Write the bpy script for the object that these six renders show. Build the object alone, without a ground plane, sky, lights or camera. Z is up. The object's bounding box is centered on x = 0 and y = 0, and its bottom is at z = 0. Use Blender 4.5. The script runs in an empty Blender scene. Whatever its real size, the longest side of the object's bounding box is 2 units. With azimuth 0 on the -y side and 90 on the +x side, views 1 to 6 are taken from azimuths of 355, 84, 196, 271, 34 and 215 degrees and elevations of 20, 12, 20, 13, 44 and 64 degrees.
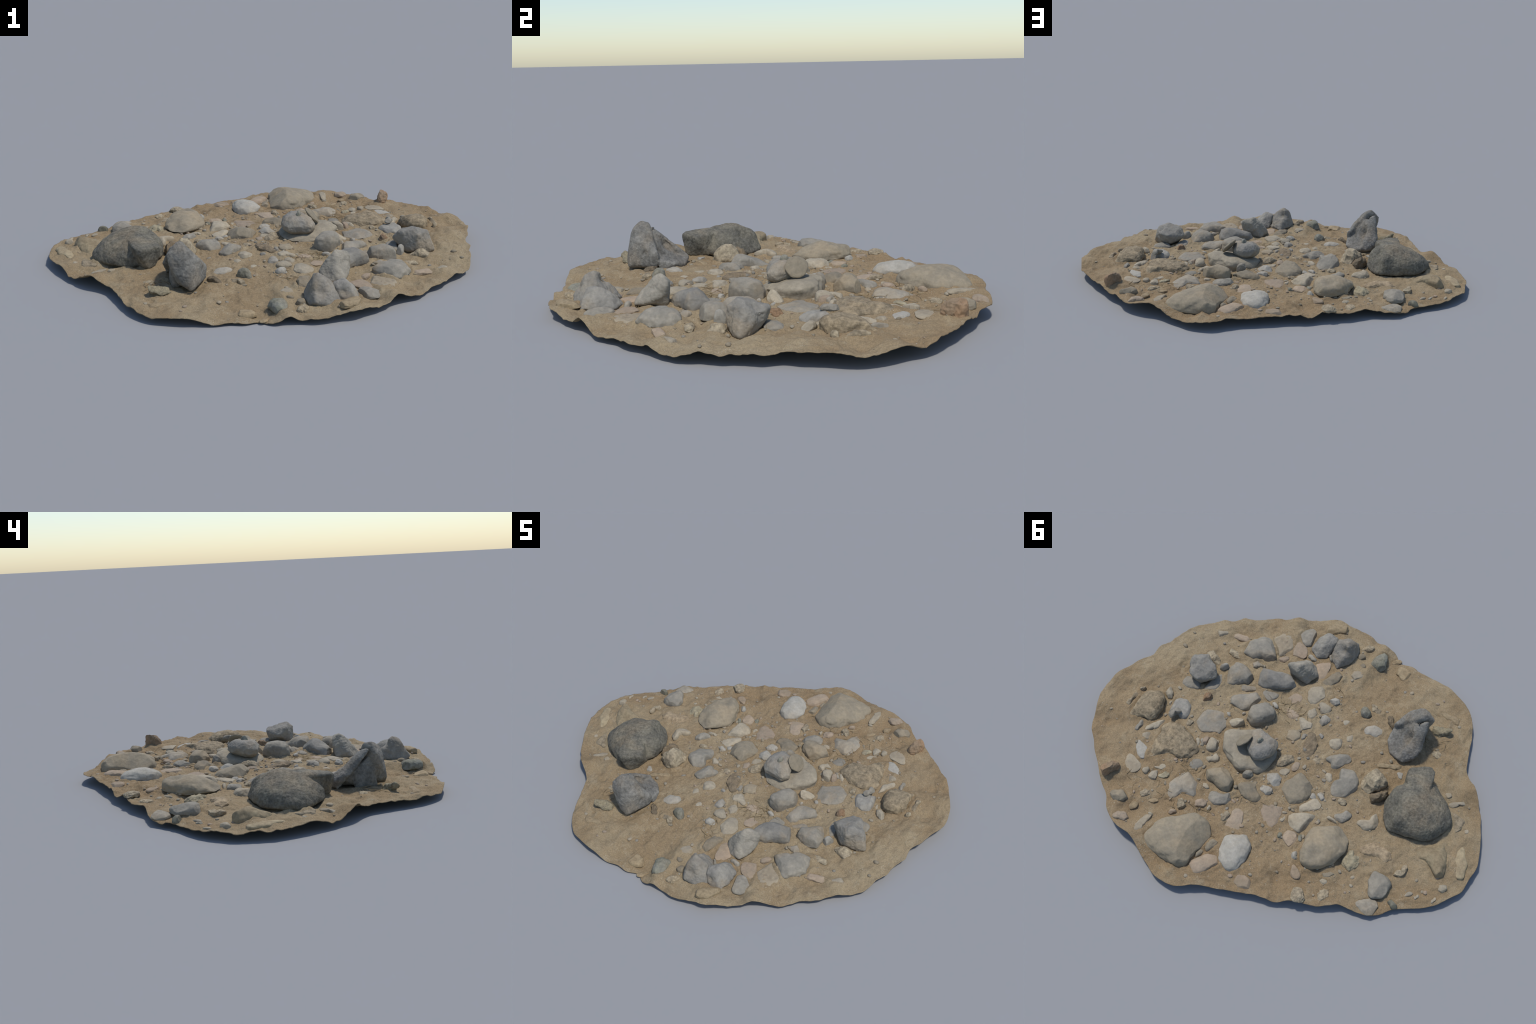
"""A patch of sandy ground strewn with boulders, cobbles and pebbles.

One thin, slightly domed sheet of sand with an irregular torn rim carries some
150 stones.  Every stone is a rounded solid described by its plan (radii in
millimetres at equal angles), the height of its top and the sand level around
it; the few branching or overhanging ones are unions of tapered limbs.
"""
import bpy, math, random
import numpy as np

random.seed(11)

# ------------------------------------------------------------------ noise
def _hash(ix, iy, iz, seed):
    h = (ix * 374761393 + iy * 668265263 + iz * 2147483647 + seed * 974711) & 0xFFFFFFFF
    h = ((h ^ (h >> 13)) * 1274126177) & 0xFFFFFFFF
    h = h ^ (h >> 16)
    return (h & 0xFFFF) / 32767.5 - 1.0


def noise3(p, seed=0):
    """smooth value noise, -1..1, on an (n,3) array"""
    p = np.asarray(p, float)
    i = np.floor(p).astype(np.int64)
    f = p - i
    f = f * f * f * (f * (f * 6 - 15) + 10)
    r = 0
    for dx in (0, 1):
        wx = f[:, 0] if dx else 1 - f[:, 0]
        for dy in (0, 1):
            wy = f[:, 1] if dy else 1 - f[:, 1]
            for dz in (0, 1):
                wz = f[:, 2] if dz else 1 - f[:, 2]
                r = r + wx * wy * wz * _hash(i[:, 0] + dx, i[:, 1] + dy, i[:, 2] + dz, seed)
    return r


def fbm(p, seed=0, octaves=3, gain=0.5):
    p = np.asarray(p, float)
    a, total = 1.0, 0
    for k in range(octaves):
        total = total + a * noise3(p * (2.03 ** k) + 17.3 * k, seed + k * 31)
        a *= gain
    return total


def ridged(p, seed=0, octaves=3):
    a, total = 1.0, 0
    for k in range(octaves):
        total = total + a * (1 - 2 * np.abs(noise3(np.asarray(p) * (2.1 ** k) + 9.1 * k, seed + k * 57)))
        a *= 0.5
    return total


def periodic(values, angle):
    """smooth closed curve through values at equal angles (Catmull-Rom)"""
    v = np.asarray(values, float)
    n = len(v)
    t = (np.asarray(angle) / (2 * math.pi) * n) % n
    i = np.floor(t).astype(int) % n
    f = t - np.floor(t)
    p0, p1, p2, p3 = v[(i - 1) % n], v[i], v[(i + 1) % n], v[(i + 2) % n]
    return 0.5 * (2 * p1 + (p2 - p0) * f + (2 * p0 - 5 * p1 + 4 * p2 - p3) * f * f + (3 * p1 - p0 - 3 * p2 + p3) * f ** 3)


# ------------------------------------------------------------------ materials
def node_tree(name):
    m = bpy.data.materials.new(name)
    m.use_nodes = True
    t = m.node_tree
    b = t.nodes["Principled BSDF"]
    return m, t, b


def add(t, kind, **settings):
    n = t.nodes.new(kind)
    for k, v in settings.items():
        if isinstance(k, str) and hasattr(n, k):
            setattr(n, k, v)
        else:
            n.inputs[k].default_value = v
    return n


def tex_noise(t, vec, scale, detail=4, rough=0.55, distort=0.0):
    n = add(t, "ShaderNodeTexNoise")
    n.inputs["Scale"].default_value = scale
    n.inputs["Detail"].default_value = detail
    n.inputs["Roughness"].default_value = rough
    n.inputs["Distortion"].default_value = distort
    t.links.new(vec, n.inputs["Vector"])
    return n.outputs["Fac"]


def ramp(t, fac, lo, hi, a=0.0, b=1.0):
    n = add(t, "ShaderNodeMapRange")
    n.interpolation_type = "SMOOTHSTEP"
    t.links.new(fac, n.inputs["Value"])
    n.inputs["From Min"].default_value = lo
    n.inputs["From Max"].default_value = hi
    n.inputs["To Min"].default_value = a
    n.inputs["To Max"].default_value = b
    return n.outputs["Result"]


def mix(t, fac, a, b, blend="MIX"):
    n = add(t, "ShaderNodeMix")
    n.data_type = "RGBA"
    n.blend_type = blend
    for sock, v in (("Factor", fac), ("A", a), ("B", b)):
        s = [x for x in n.inputs if x.name == sock and (sock == "Factor" and x.type == "VALUE" or x.type == "RGBA")][0]
        if hasattr(v, "links"):
            t.links.new(v, s)
        elif sock == "Factor":
            s.default_value = v
        else:
            s.default_value = (*v, 1)
    return [x for x in n.outputs if x.type == "RGBA"][0]


def math_node(t, op, a, b):
    n = add(t, "ShaderNodeMath")
    n.operation = op
    for k, v in ((0, a), (1, b)):
        if hasattr(v, "links"):
            t.links.new(v, n.inputs[k])
        else:
            n.inputs[k].default_value = v
    return n.outputs[0]


SAND = (0.312, 0.230, 0.135)


def bump(t, b, height, strength, distance):
    n = add(t, "ShaderNodeBump")
    n.inputs["Strength"].default_value = strength
    n.inputs["Distance"].default_value = distance
    t.links.new(height, n.inputs["Height"])
    t.links.new(n.outputs["Normal"], b.inputs["Normal"])


def stone_material(name, main, other, dust=0.35, speck=0.085, grain=60, relief=0.35, rough=0.85):
    """mottled rock: two tones in soft patches, sandy dust film in patches, dark pits"""
    m, t, b = node_tree(name)
    co = add(t, "ShaderNodeTexCoord").outputs["Object"]
    info = add(t, "ShaderNodeObjectInfo")
    shift = add(t, "ShaderNodeVectorMath")
    shift.operation = "MULTIPLY_ADD"
    t.links.new(info.outputs["Random"], shift.inputs[0])
    shift.inputs[1].default_value = (7.0, 3.0, 5.0)
    t.links.new(co, shift.inputs[2])
    v = shift.outputs[0]
    col = mix(t, ramp(t, tex_noise(t, v, 11, 5, 0.62, 0.6), 0.36, 0.64), main, other)
    col = mix(t, ramp(t, tex_noise(t, v, 6, 4, 0.6, 0.4), 0.46, 0.72, 0, dust), col, (SAND[0] * 1.12, SAND[1] * 1.13, SAND[2] * 1.15))
    fine = tex_noise(t, v, grain, 6, 0.7)
    col = mix(t, 1.0, col, mix(t, ramp(t, fine, 0.3, 0.7), (1 - speck * 1.6,) * 3, (1 + speck,) * 3), "MULTIPLY")
    pits = tex_noise(t, v, grain * 2.2, 3, 0.6)
    col = mix(t, ramp(t, pits, 0.68, 0.8, 0, 0.25), col, tuple(c * 0.45 for c in main))
    tone = math_node(t, "MULTIPLY_ADD", info.outputs["Random"], 0.24)
    tone.node.inputs[2].default_value = 0.88
    grey = add(t, "ShaderNodeCombineColor")
    for k in range(3):
        t.links.new(tone, grey.inputs[k])
    col = mix(t, 1.0, col, grey.outputs[0], "MULTIPLY")
    t.links.new(col, b.inputs["Base Color"])
    b.inputs["Roughness"].default_value = rough
    b.inputs["Specular IOR Level"].default_value = 0.25
    h = math_node(t, "ADD", fine, math_node(t, "MULTIPLY", tex_noise(t, v, grain * 0.4, 4, 0.6), 1.5))
    bump(t, b, h, relief, 0.006)
    return m


def sand_material(name):
    m, t, b = node_tree(name)
    v = add(t, "ShaderNodeTexCoord").outputs["Object"]
    col = mix(t, ramp(t, tex_noise(t, v, 3.2, 5, 0.6, 0.3), 0.35, 0.65), (0.289, 0.210, 0.120), (0.340, 0.265, 0.162))
    # paler, drier crust towards the open sand in front (-y), redder soil behind
    sep = add(t, "ShaderNodeSeparateXYZ")
    t.links.new(v, sep.inputs[0])
    back = math_node(t, "ADD", sep.outputs[1], math_node(t, "MULTIPLY", tex_noise(t, v, 4, 3, 0.5), 0.5))
    col = mix(t, ramp(t, back, 0.1, 0.95, 0, 0.55), col, (0.278, 0.189, 0.102))
    patch = tex_noise(t, v, 13, 5, 0.65, 0.5)
    col = mix(t, ramp(t, patch, 0.5, 0.72, 0, 0.45), col, (0.380, 0.312, 0.203))
    damp = tex_noise(t, v, 9, 5, 0.6, 0.8)
    col = mix(t, ramp(t, damp, 0.56, 0.75, 0, 0.5), col, (0.199, 0.146, 0.086))
    blot = tex_noise(t, v, 34, 4, 0.6, 0.5)
    col = mix(t, ramp(t, blot, 0.55, 0.75, 0, 0.55), col, (0.206, 0.159, 0.100))
    col = mix(t, ramp(t, blot, 0.25, 0.42, 0.4, 0), col, (0.391, 0.329, 0.229))
    fine = tex_noise(t, v, 170, 5, 0.75)
    col = mix(t, 1.0, col, mix(t, ramp(t, fine, 0.3, 0.7), (0.78,) * 3, (1.16,) * 3), "MULTIPLY")
    grit = add(t, "ShaderNodeTexVoronoi")
    grit.inputs["Scale"].default_value = 130
    t.links.new(v, grit.inputs["Vector"])
    gm = math_node(t, "MULTIPLY", ramp(t, grit.outputs["Distance"], 0.12, 0.2, 1, 0), ramp(t, tex_noise(t, v, 20, 2, 0.5), 0.5, 0.66))
    col = mix(t, gm, col, (0.476, 0.458, 0.366))
    t.links.new(col, b.inputs["Base Color"])
    b.inputs["Roughness"].default_value = 0.95
    b.inputs["Specular IOR Level"].default_value = 0.12
    h = math_node(t, "ADD", fine, math_node(t, "MULTIPLY", tex_noise(t, v, 60, 5, 0.6), 2.0))
    bump(t, b, h, 0.45, 0.006)
    return m


MATERIALS = {
    "blue": stone_material("blue_grey_limestone", (0.308, 0.284, 0.236), (0.232, 0.216, 0.184), 0.5),
    "grey": stone_material("grey_limestone", (0.318, 0.283, 0.222), (0.253, 0.230, 0.184), 0.5),
    "tan": stone_material("buff_limestone", (0.298, 0.246, 0.168), (0.246, 0.209, 0.149), 0.42),
    "pale": stone_material("pale_limestone", (0.407, 0.346, 0.248), (0.336, 0.289, 0.212), 0.40),
    "white": stone_material("white_limestone", (0.405, 0.370, 0.305), (0.345, 0.318, 0.262), 0.3, 0.08),
    "pink": stone_material("pinkish_flat_rock", (0.380, 0.289, 0.202), (0.328, 0.261, 0.186), 0.45),
    "dark": stone_material("dark_weathered_rock", (0.135, 0.125, 0.100), (0.200, 0.180, 0.134), 0.35, 0.24, 75, 0.5),
    "slate": stone_material("dark_grey_rock", (0.235, 0.222, 0.192), (0.155, 0.147, 0.128), 0.3, 0.2, 70, 0.45),
    "brown": stone_material("brown_rock", (0.240, 0.183, 0.115), (0.180, 0.142, 0.094), 0.35, 0.18),
    "green": stone_material("olive_grey_rock", (0.190, 0.182, 0.132), (0.247, 0.236, 0.190), 0.25, 0.18),
    "ochre": stone_material("rusty_brown_rock", (0.300, 0.190, 0.108), (0.235, 0.170, 0.108), 0.30, 0.16),
    "rough": stone_material("coarse_brown_rock", (0.340, 0.265, 0.165), (0.262, 0.210, 0.136), 0.5, 0.26, 50, 0.7),
    "rough_pale": stone_material("coarse_pale_rock", (0.386, 0.318, 0.212), (0.297, 0.240, 0.160), 0.40, 0.24, 55, 0.6),
    "rough_tan": stone_material("coarse_pinkish_rock", (0.356, 0.271, 0.169), (0.302, 0.227, 0.139), 0.35, 0.22, 55, 0.6),
    "lichen": stone_material("yellowish_grey_rock", (0.345, 0.295, 0.190), (0.265, 0.228, 0.152), 0.35, 0.22, 55, 0.5),
    "sandstone": stone_material("sandy_rock", (0.363, 0.295, 0.183), (0.314, 0.247, 0.151), 0.40, 0.14),
    "sandy": stone_material("sand_covered_stone", (0.330, 0.255, 0.153), (0.303, 0.227, 0.131), 0.50, 0.16),
}
SAND_MAT = sand_material("beach_sand")
STRAW_MAT = stone_material("dry_straw", (0.34, 0.26, 0.14), (0.24, 0.17, 0.09), 0.2, 0.1, 90, 0.2)

# ------------------------------------------------------------------ the thing
patch = bpy.data.objects.new("stony_ground_patch", None)
patch["label"] = "irregular patch of tan sand strewn with grey boulders, cobbles and pebbles"
patch["category"] = "rocky ground"
bpy.context.scene.collection.objects.link(patch)


def make_object(name, verts, faces, material, smooth=True):
    me = bpy.data.meshes.new(name)
    me.from_pydata([tuple(v) for v in verts], [], [tuple(f) for f in faces])
    me.polygons.foreach_set("use_smooth", [smooth] * len(me.polygons))
    me.materials.append(material)
    me.update()
    return place(name, me)


def place(name, me):
    o = bpy.data.objects.new(name, me)
    bpy.context.scene.collection.objects.link(o)
    o.parent = patch
    return o


# ------------------------------------------------------------------ sand sheet
RIM_RADIUS = [953, 973, 1004, 1015, 1018, 1007, 1001, 992, 966, 950, 929, 920, 907, 894, 903, 897, 878, 848, 841, 845, 846, 854, 845, 828, 782, 749, 734, 718, 709, 699, 696, 701, 707, 700, 704, 717, 732, 736, 745, 787, 831, 847, 856, 887, 928, 960, 982, 1002, 996, 998, 980, 961, 942, 929, 906, 882, 852, 840, 850, 867, 891, 911, 926, 929, 916, 902, 882, 866, 841, 835, 810, 834, 831, 831, 846, 849, 849, 860, 850, 842, 835, 832, 832, 849, 848, 849, 872, 874, 896, 914, 928, 925, 928, 924, 937, 926]
RIM_HEIGHT = [50, 52, 52, 44, 52, 56, 38, 52, 51, 48, 55, 54, 40, 52, 52, 47, 62, 68, 57, 43, 33, 36, 43, 41, 47, 45, 43, 45, 47, 41, 49, 46, 33, 47, 56, 42, 40, 37, 41, 31, 26, 19, 25, 24, 29, 30, 35, 31, 38, 35, 34, 43, 46, 28, 40, 65, 47, 39, 40, 37, 32, 34, 31, 24, 31, 36, 26, 6, 7, 5, 0, 5, 31, 19, 24, 24, 36, 50, 40, 27, 28, 46, 31, 20, 18, 23, 32, 29, 35, 21, 27, 42, 38, 37, 44, 42]
MIDDLE = 0.045


def base_level(x, y):
    """height of the sand: torn rim level at the edge, gently domed inside"""
    a = np.arctan2(y, x)
    s = np.clip(np.hypot(x, y) / (periodic(RIM_RADIUS, a) / 1000), 0, 1)
    rim = periodic(RIM_HEIGHT, a) / 1000
    z = MIDDLE + (rim - MIDDLE) * s ** 3
    for bx, by, r, h in SWELLS:
        z = z + h * np.exp(-((x - bx) ** 2 + (y - by) ** 2) / (r * r)) * (1 - s ** 6)
    return z, s


SWELLS = [(-0.1, -0.2, 0.18, 0.008), (0.25, -0.5, 0.17, -0.008), (0.03, 0.2, 0.1, 0.005), (-0.05, -0.66, 0.18, -0.006), (-0.4, -0.62, 0.15, -0.005), (0.0, -0.02, 0.11, 0.012), (0.89, 0.02, 0.11, 0.022)]

# scooped hollows and little heaps in the loose sand: x, y, radius, height
HOLLOWS = [
    (-0.33, -0.66, 0.035, -0.007),
    (-0.22, -0.6, 0.03, -0.006),
    (-0.36, -0.58, 0.03, -0.006),
    (-0.28, -0.72, 0.03, -0.006),
    (0.8, -0.2, 0.035, -0.006),
    (0.88, -0.1, 0.04, -0.005),
    (0.72, -0.33, 0.03, -0.006),
    (-0.68, -0.4, 0.04, -0.007),
    (-0.62, -0.5, 0.035, -0.006),
    (-0.12, -0.5, 0.03, -0.005),
    (0.45, -0.68, 0.04, 0.006),
    (-0.45, -0.72, 0.05, 0.007),
    (0.6, -0.55, 0.04, 0.005),
    (-0.52, -0.62, 0.03, -0.007),
    (-0.58, -0.66, 0.025, 0.006),
    (0.3, -0.74, 0.03, 0.006),
    (0.2, -0.78, 0.025, -0.006),
    (0.9, 0.22, 0.035, -0.006),
    (0.84, 0.3, 0.03, 0.005),
    (-0.85, -0.28, 0.04, -0.006),
    (-0.9, -0.1, 0.03, -0.005),
    (-0.3, 0.52, 0.04, -0.007),
    (-0.2, 0.5, 0.03, 0.005),
    (-0.25, 0.6, 0.03, -0.006),
    (0.55, -0.45, 0.03, -0.006),
    (0.65, -0.52, 0.025, 0.005),
    (-0.75, -0.33, 0.03, 0.006),
    (-0.62, -0.42, 0.03, -0.006),
]


def sand_level(x, y):
    z, s = base_level(x, y)
    p = np.stack([x, y, np.zeros_like(x)], 1)
    near_rim = np.clip((s - 0.45) / 0.4, 0, 1)
    z = z + 0.0074 * (0.4 + near_rim) * fbm(p * 11, 3, 3) * np.clip((1.0 - s) * 14, 0.25, 1)
    z = z + 0.0028 * ridged(p * 21, 8, 2) + 0.0020 * fbm(p * 42, 6, 3) + 0.0012 * fbm(p * 90, 5, 2)
    for hx, hy, r, h in HOLLOWS:
        z = z + 1.4 * h * np.exp(-((x - hx) ** 2 + (y - hy) ** 2) / (r * r))
    for (bx, by), plan, lift in BANKS:
        near = np.nonzero((np.abs(x - bx) < plan.max() + 0.05) & (np.abs(y - by) < plan.max() + 0.05))[0]
        dx, dy = x[near] - bx, y[near] - by
        gap = np.hypot(dx, dy) - periodic(plan, np.arctan2(dy, dx))
        drift = 0.5 + 0.5 * noise3(np.stack([dx * 30, dy * 30, dx * 0 + bx * 50], 1), 12)
        z[near] += lift * drift * np.exp(-(np.maximum(gap, 0) / 0.013) ** 2) * np.clip(1 + gap / 0.03, 0, 1) * np.clip((1 - s[near]) * 20, 0, 1)
    return z


def build_sand():
    rings, spokes = 210, 720
    a = np.linspace(0, 2 * math.pi, spokes, endpoint=False)
    torn = periodic(RIM_RADIUS, a) / 1000 + 0.0013 * noise3(np.stack([np.cos(a) * 25, np.sin(a) * 25, a * 0], 1), 4)
    s = np.linspace(0, 1, rings + 1)[1:] ** 0.8
    x = (s[:, None] * (torn * np.cos(a))[None]).ravel()
    y = (s[:, None] * (torn * np.sin(a))[None]).ravel()
    z = sand_level(x, y)
    z = np.maximum(z, 0.0035)
    thick = (0.0025 + 0.0025 * np.clip((1 - s) * 9, 0, 1)).repeat(spokes)
    low = np.maximum(z - thick, 0.0)
    z0 = sand_level(np.zeros(1), np.zeros(1))[0]
    n = rings * spokes
    verts = np.concatenate([np.stack([x, y, z], 1), np.stack([x, y, low], 1), [[0, 0, z0], [0, 0, z0 - 0.005]]])
    faces = []
    for k in range(spokes):
        k2 = (k + 1) % spokes
        faces.append((2 * n, k, k2))
        faces.append((2 * n + 1, n + k2, n + k))
        for r in range(rings - 1):
            i, j, i2, j2 = r * spokes + k, (r + 1) * spokes + k, r * spokes + k2, (r + 1) * spokes + k2
            faces.append((i, j, j2, i2))
            faces.append((n + i, n + i2, n + j2, n + j))
        e = (rings - 1) * spokes
        faces.append((e + k, n + e + k, n + e + k2, e + k2))
    return make_object("sand_bed", verts, faces, SAND_MAT)


# ------------------------------------------------------------------ stones
_ico = {}


def icosphere(level):
    if level not in _ico:
        import bmesh
        bm = bmesh.new()
        bmesh.ops.create_icosphere(bm, subdivisions=level, radius=1)
        v = np.array([p.co[:] for p in bm.verts])
        f = [tuple(q.index for q in p.verts) for p in bm.faces]
        bm.free()
        _ico[level] = (v, f)
    return _ico[level]


count = [0]
BANKS = []  # sand drifted up against each stone
COARSE = ("rough", "rough_pale", "rough_tan", "lichen", "brown", "ochre")


def stone(name, kind, at, sand, top, plan, square=2.6, slope=(0, 0), lump=1.0, belly=None, dents=(), facets=6, bottom=None, mesh_only=False):
    """rounded stone: plan = radii (mm) at equal angles from +x; square = superellipse
    power of the side profile; slope = tilt of the upper face; dents = (dx, dy, radius, depth)"""
    count[0] += 1
    seed = count[0] * 7 + 3
    rng = np.random.default_rng(seed)
    plan = np.asarray(plan, float) / 1000
    size = plan.mean()
    if sand < 0.07:
        BANKS.append((at, plan, min(0.012, 0.25 * (top - sand) + 0.002)))
    v, f = icosphere(6 if size > 0.085 else 5 if size > 0.022 else 4)
    h = top - sand
    if belly is None:
        belly = sand + h * (0.22 if h > 0.7 * size else 0.08)
    if bottom is None:
        bottom = max(sand - 0.010, 0.004)
    ang = np.arctan2(v[:, 1], v[:, 0])
    rho = np.hypot(v[:, 0], v[:, 1])
    k = 2.0 / square
    # even spread of vertices over the flattened cap
    lat = np.arctan2(v[:, 2], rho)
    c, s = np.cos(lat), np.sin(lat)
    flat = np.abs(c) ** k
    rise = np.sign(s) * np.abs(s) ** k
    r = periodic(plan, ang)
    wob = 1 + 0.05 * lump * fbm(v * 2.2 + seed, seed, 2)
    x = r * flat * wob * np.cos(ang)
    y = r * flat * wob * np.sin(ang)
    z = np.where(rise > 0, belly + rise * (top - belly), belly + rise * (belly - bottom))
    p = np.stack([x, y, z], 1)
    up = np.clip(rise, 0, 1)
    p[:, 2] += up * (x * slope[0] + y * slope[1])
    # worn flats: push the surface back to a few random planes
    centre = np.array([0, 0, belly])
    half = np.array([size, size, max(top - belly, 0.004)])
    for _ in range(facets):
        d = rng.normal(size=3)
        d[2] = abs(d[2]) * 0.7
        d /= np.linalg.norm(d)
        q = ((p - centre) / half) @ d
        lim = rng.uniform(0.74, 0.96) * np.percentile(q, 99.5)
        over = np.clip(q - lim, 0, None)
        p -= (over * 0.88)[:, None] * d * half
    for dx, dy, rad, dep in dents:
        w = np.exp(-((p[:, 0] - dx) ** 2 + (p[:, 1] - dy) ** 2) / (rad * rad))
        p[:, 2] -= dep * w * (rise > 0)
    nrm = v * np.array([1, 1, 1.5])
    nrm /= np.linalg.norm(nrm, axis=1)[:, None]
    amp = min(size, h * 1.6 + 0.006)
    q = p / max(size, 0.02)
    d = 0.035 * lump * amp * fbm(q * 1.6, seed + 1, 3)
    if kind in COARSE:
        d = d + (0.05 if kind == "rough" else 0.08) * amp * ridged(q * 1.5, seed + 2, 4) - 0.03 * amp
        d = d + 0.0012 * fbm(p * 160, seed + 5, 2)
    else:
        d = d + 0.0005 * fbm(p * 120, seed + 5, 2)
        d = d - 0.03 * amp * np.clip(ridged(q * 1.1, seed + 4, 2) - 0.75, 0, 1)
    p = p + nrm * d[:, None]
    p[:, 0] += at[0]
    p[:, 1] += at[1]
    p[:, 2] = np.maximum(p[:, 2], 0.002)
    if mesh_only:
        return p, f
    return make_object(name, p, f, MATERIALS[kind])


def limb_mesh(parts):
    """closed mesh pieces: tapered capsules (a, ra, b, rb, flatten direction/amount)"""
    v0, f0 = icosphere(4)
    verts, faces, n = [], [], 0
    for a, ra, b, rb, *squash in parts:
        a, b = np.array(a, float), np.array(b, float)
        ax = (b - a) / max(np.linalg.norm(b - a), 1e-6)
        t = v0 @ ax
        q = v0.copy() * np.where(t > 0, rb, ra)[:, None]
        if squash:
            n_dir, amount = np.array(squash[0], float), squash[1]
            n_dir = n_dir / np.linalg.norm(n_dir)
            q -= (q @ n_dir)[:, None] * n_dir * (1 - amount)
        q += np.where((t > 0)[:, None], b, a)
        verts.append(q)
        faces += [tuple(i + n for i in fc) for fc in f0]
        n += len(q)
    return np.concatenate(verts), faces


def block(points):
    """angular block: the tight skin round a handful of corners"""
    import bmesh
    bm = bmesh.new()
    for p in points:
        bm.verts.new(p)
    bmesh.ops.convex_hull(bm, input=bm.verts)
    bmesh.ops.delete(bm, geom=[v for v in bm.verts if not v.link_faces], context="VERTS")
    bmesh.ops.triangulate(bm, faces=bm.faces)
    bmesh.ops.recalc_face_normals(bm, faces=bm.faces)
    bm.verts.index_update()
    v = np.array([p.co[:] for p in bm.verts])
    f = [tuple(q.index for q in p.verts) for p in bm.faces]
    bm.free()
    return v, f


def ring_points(at, plan, levels, lean=(0, 0)):
    """corners of a block: its plan (mm) repeated, scaled, at several heights"""
    pts = []
    for z, scale in levels:
        for k, r in enumerate(plan):
            a = 2 * math.pi * k / len(plan)
            dx, dy = r / 1000 * scale * math.cos(a), r / 1000 * scale * math.sin(a)
            pts.append((at[0] + dx, at[1] + dy, z + dx * lean[0] + dy * lean[1]))
    return pts


def join_meshes(a, b):
    return np.concatenate([a[0], b[0]]), list(a[1]) + [tuple(i + len(a[0]) for i in fc) for fc in b[1]]


def fused_stone(name, kind, parts, voxel=0.005, smooth=12, lump=0.004, freq=14, extra=None, hollows=(), grow=0.0):
    """stone made of limbs that melt into each other"""
    count[0] += 1
    seed = count[0] * 7 + 3
    if extra is None:
        verts, faces = limb_mesh(parts)
    elif parts:
        verts, faces = join_meshes(limb_mesh(parts), extra)
    else:
        verts, faces = extra
    me = bpy.data.meshes.new("rough_" + name)
    me.from_pydata([tuple(v) for v in verts], [], faces)
    tmp = bpy.data.objects.new("rough_" + name, me)
    bpy.context.scene.collection.objects.link(tmp)
    r = tmp.modifiers.new("fuse", "REMESH")
    r.mode = "VOXEL"
    r.voxel_size = voxel
    sm = tmp.modifiers.new("melt", "SMOOTH")
    sm.factor, sm.iterations = 0.5, smooth
    sub = tmp.modifiers.new("fine", "SUBSURF")
    sub.levels = sub.render_levels = 1
    dg = bpy.context.evaluated_depsgraph_get()
    out = bpy.data.meshes.new_from_object(tmp.evaluated_get(dg))
    out.name = name
    bpy.data.objects.remove(tmp)
    bpy.data.meshes.remove(me)
    n = len(out.vertices)
    co = np.empty(n * 3)
    no = np.empty(n * 3)
    out.vertices.foreach_get("co", co)
    out.vertices.foreach_get("normal", no)
    co, no = co.reshape(-1, 3), no.reshape(-1, 3)
    co = co + no * (grow + lump * fbm(co * freq, seed, 3) + 0.0008 * fbm(co * 150, seed + 9, 2))[:, None]
    for c, rad, depth in hollows:
        w = np.exp(-((co - np.array(c)) ** 2).sum(1) / (rad * rad))
        co = co - no * (depth * w)[:, None]
    co[:, 2] = np.maximum(co[:, 2], 0.003)
    out.vertices.foreach_set("co", co.ravel())
    out.polygons.foreach_set("use_smooth", [True] * len(out.polygons))
    out.materials.clear()
    out.materials.append(MATERIALS[kind])
    out.update()
    return place(name, out)


# ------------------------------------------------------------------ every stone
stone("stone", "grey", at=(0.658, -0.052), sand=0.044, top=0.067, plan=[46, 52, 46, 38, 36, 39, 52, 56, 38, 32, 38, 50], square=2.15)
stone("stone", "grey", at=(0.567, -0.112), sand=0.043, top=0.065, plan=[30, 41, 65, 56, 48, 39, 37, 42, 54, 69, 36, 28], square=2.15)
stone("stone", "rough_pale", at=(0.667, -0.231), sand=0.043, top=0.069, plan=[48, 39, 32, 32, 34, 45, 47, 38, 29, 29, 37, 48], square=2.15)
stone("pebble", "ochre", at=(0.540, -0.029), sand=0.045, top=0.078, plan=[22, 24, 28, 24, 19, 24, 28, 24], square=2.2)
stone("cobble", "rough", at=(0.744, 0.186), sand=0.048, top=0.098, plan=[66, 71, 90, 103, 75, 68, 83, 78, 73, 75, 80, 93, 96, 78, 74, 69], slope=(0, -0.15), square=2.6, facets=3)
stone("pebble", "rough_pale", at=(0.830, 0.203), sand=0.048, top=0.074, plan=[9, 12, 49, 13, 8, 11, 52, 12], square=2.2)
stone("pebble", "rough_pale", at=(0.825, 0.126), sand=0.052, top=0.075, plan=[12, 19, 11, 9, 13, 18, 11, 11], square=2.2)
stone("pebble", "pale", at=(0.707, 0.064), sand=0.049, top=0.075, plan=[23, 19, 22, 35, 22, 18, 22, 38], square=2.2)
stone("cobble", "blue", at=(0.611, 0.101), sand=0.045, top=0.084, plan=[42, 40, 49, 72, 62, 40, 58, 67, 60, 57, 56, 58, 60, 56, 75, 59], square=2.15)
stone("pebble", "grey", at=(0.712, 0.294), sand=0.042, top=0.061, plan=[9, 14, 37, 12, 10, 18, 42, 11], square=2.6)
stone("flat_stone", "pale", at=(0.647, 0.242), sand=0.046, top=0.064, plan=[18, 28, 65, 27, 23, 22, 24, 32, 57, 31, 18, 15], square=2.6)
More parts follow.
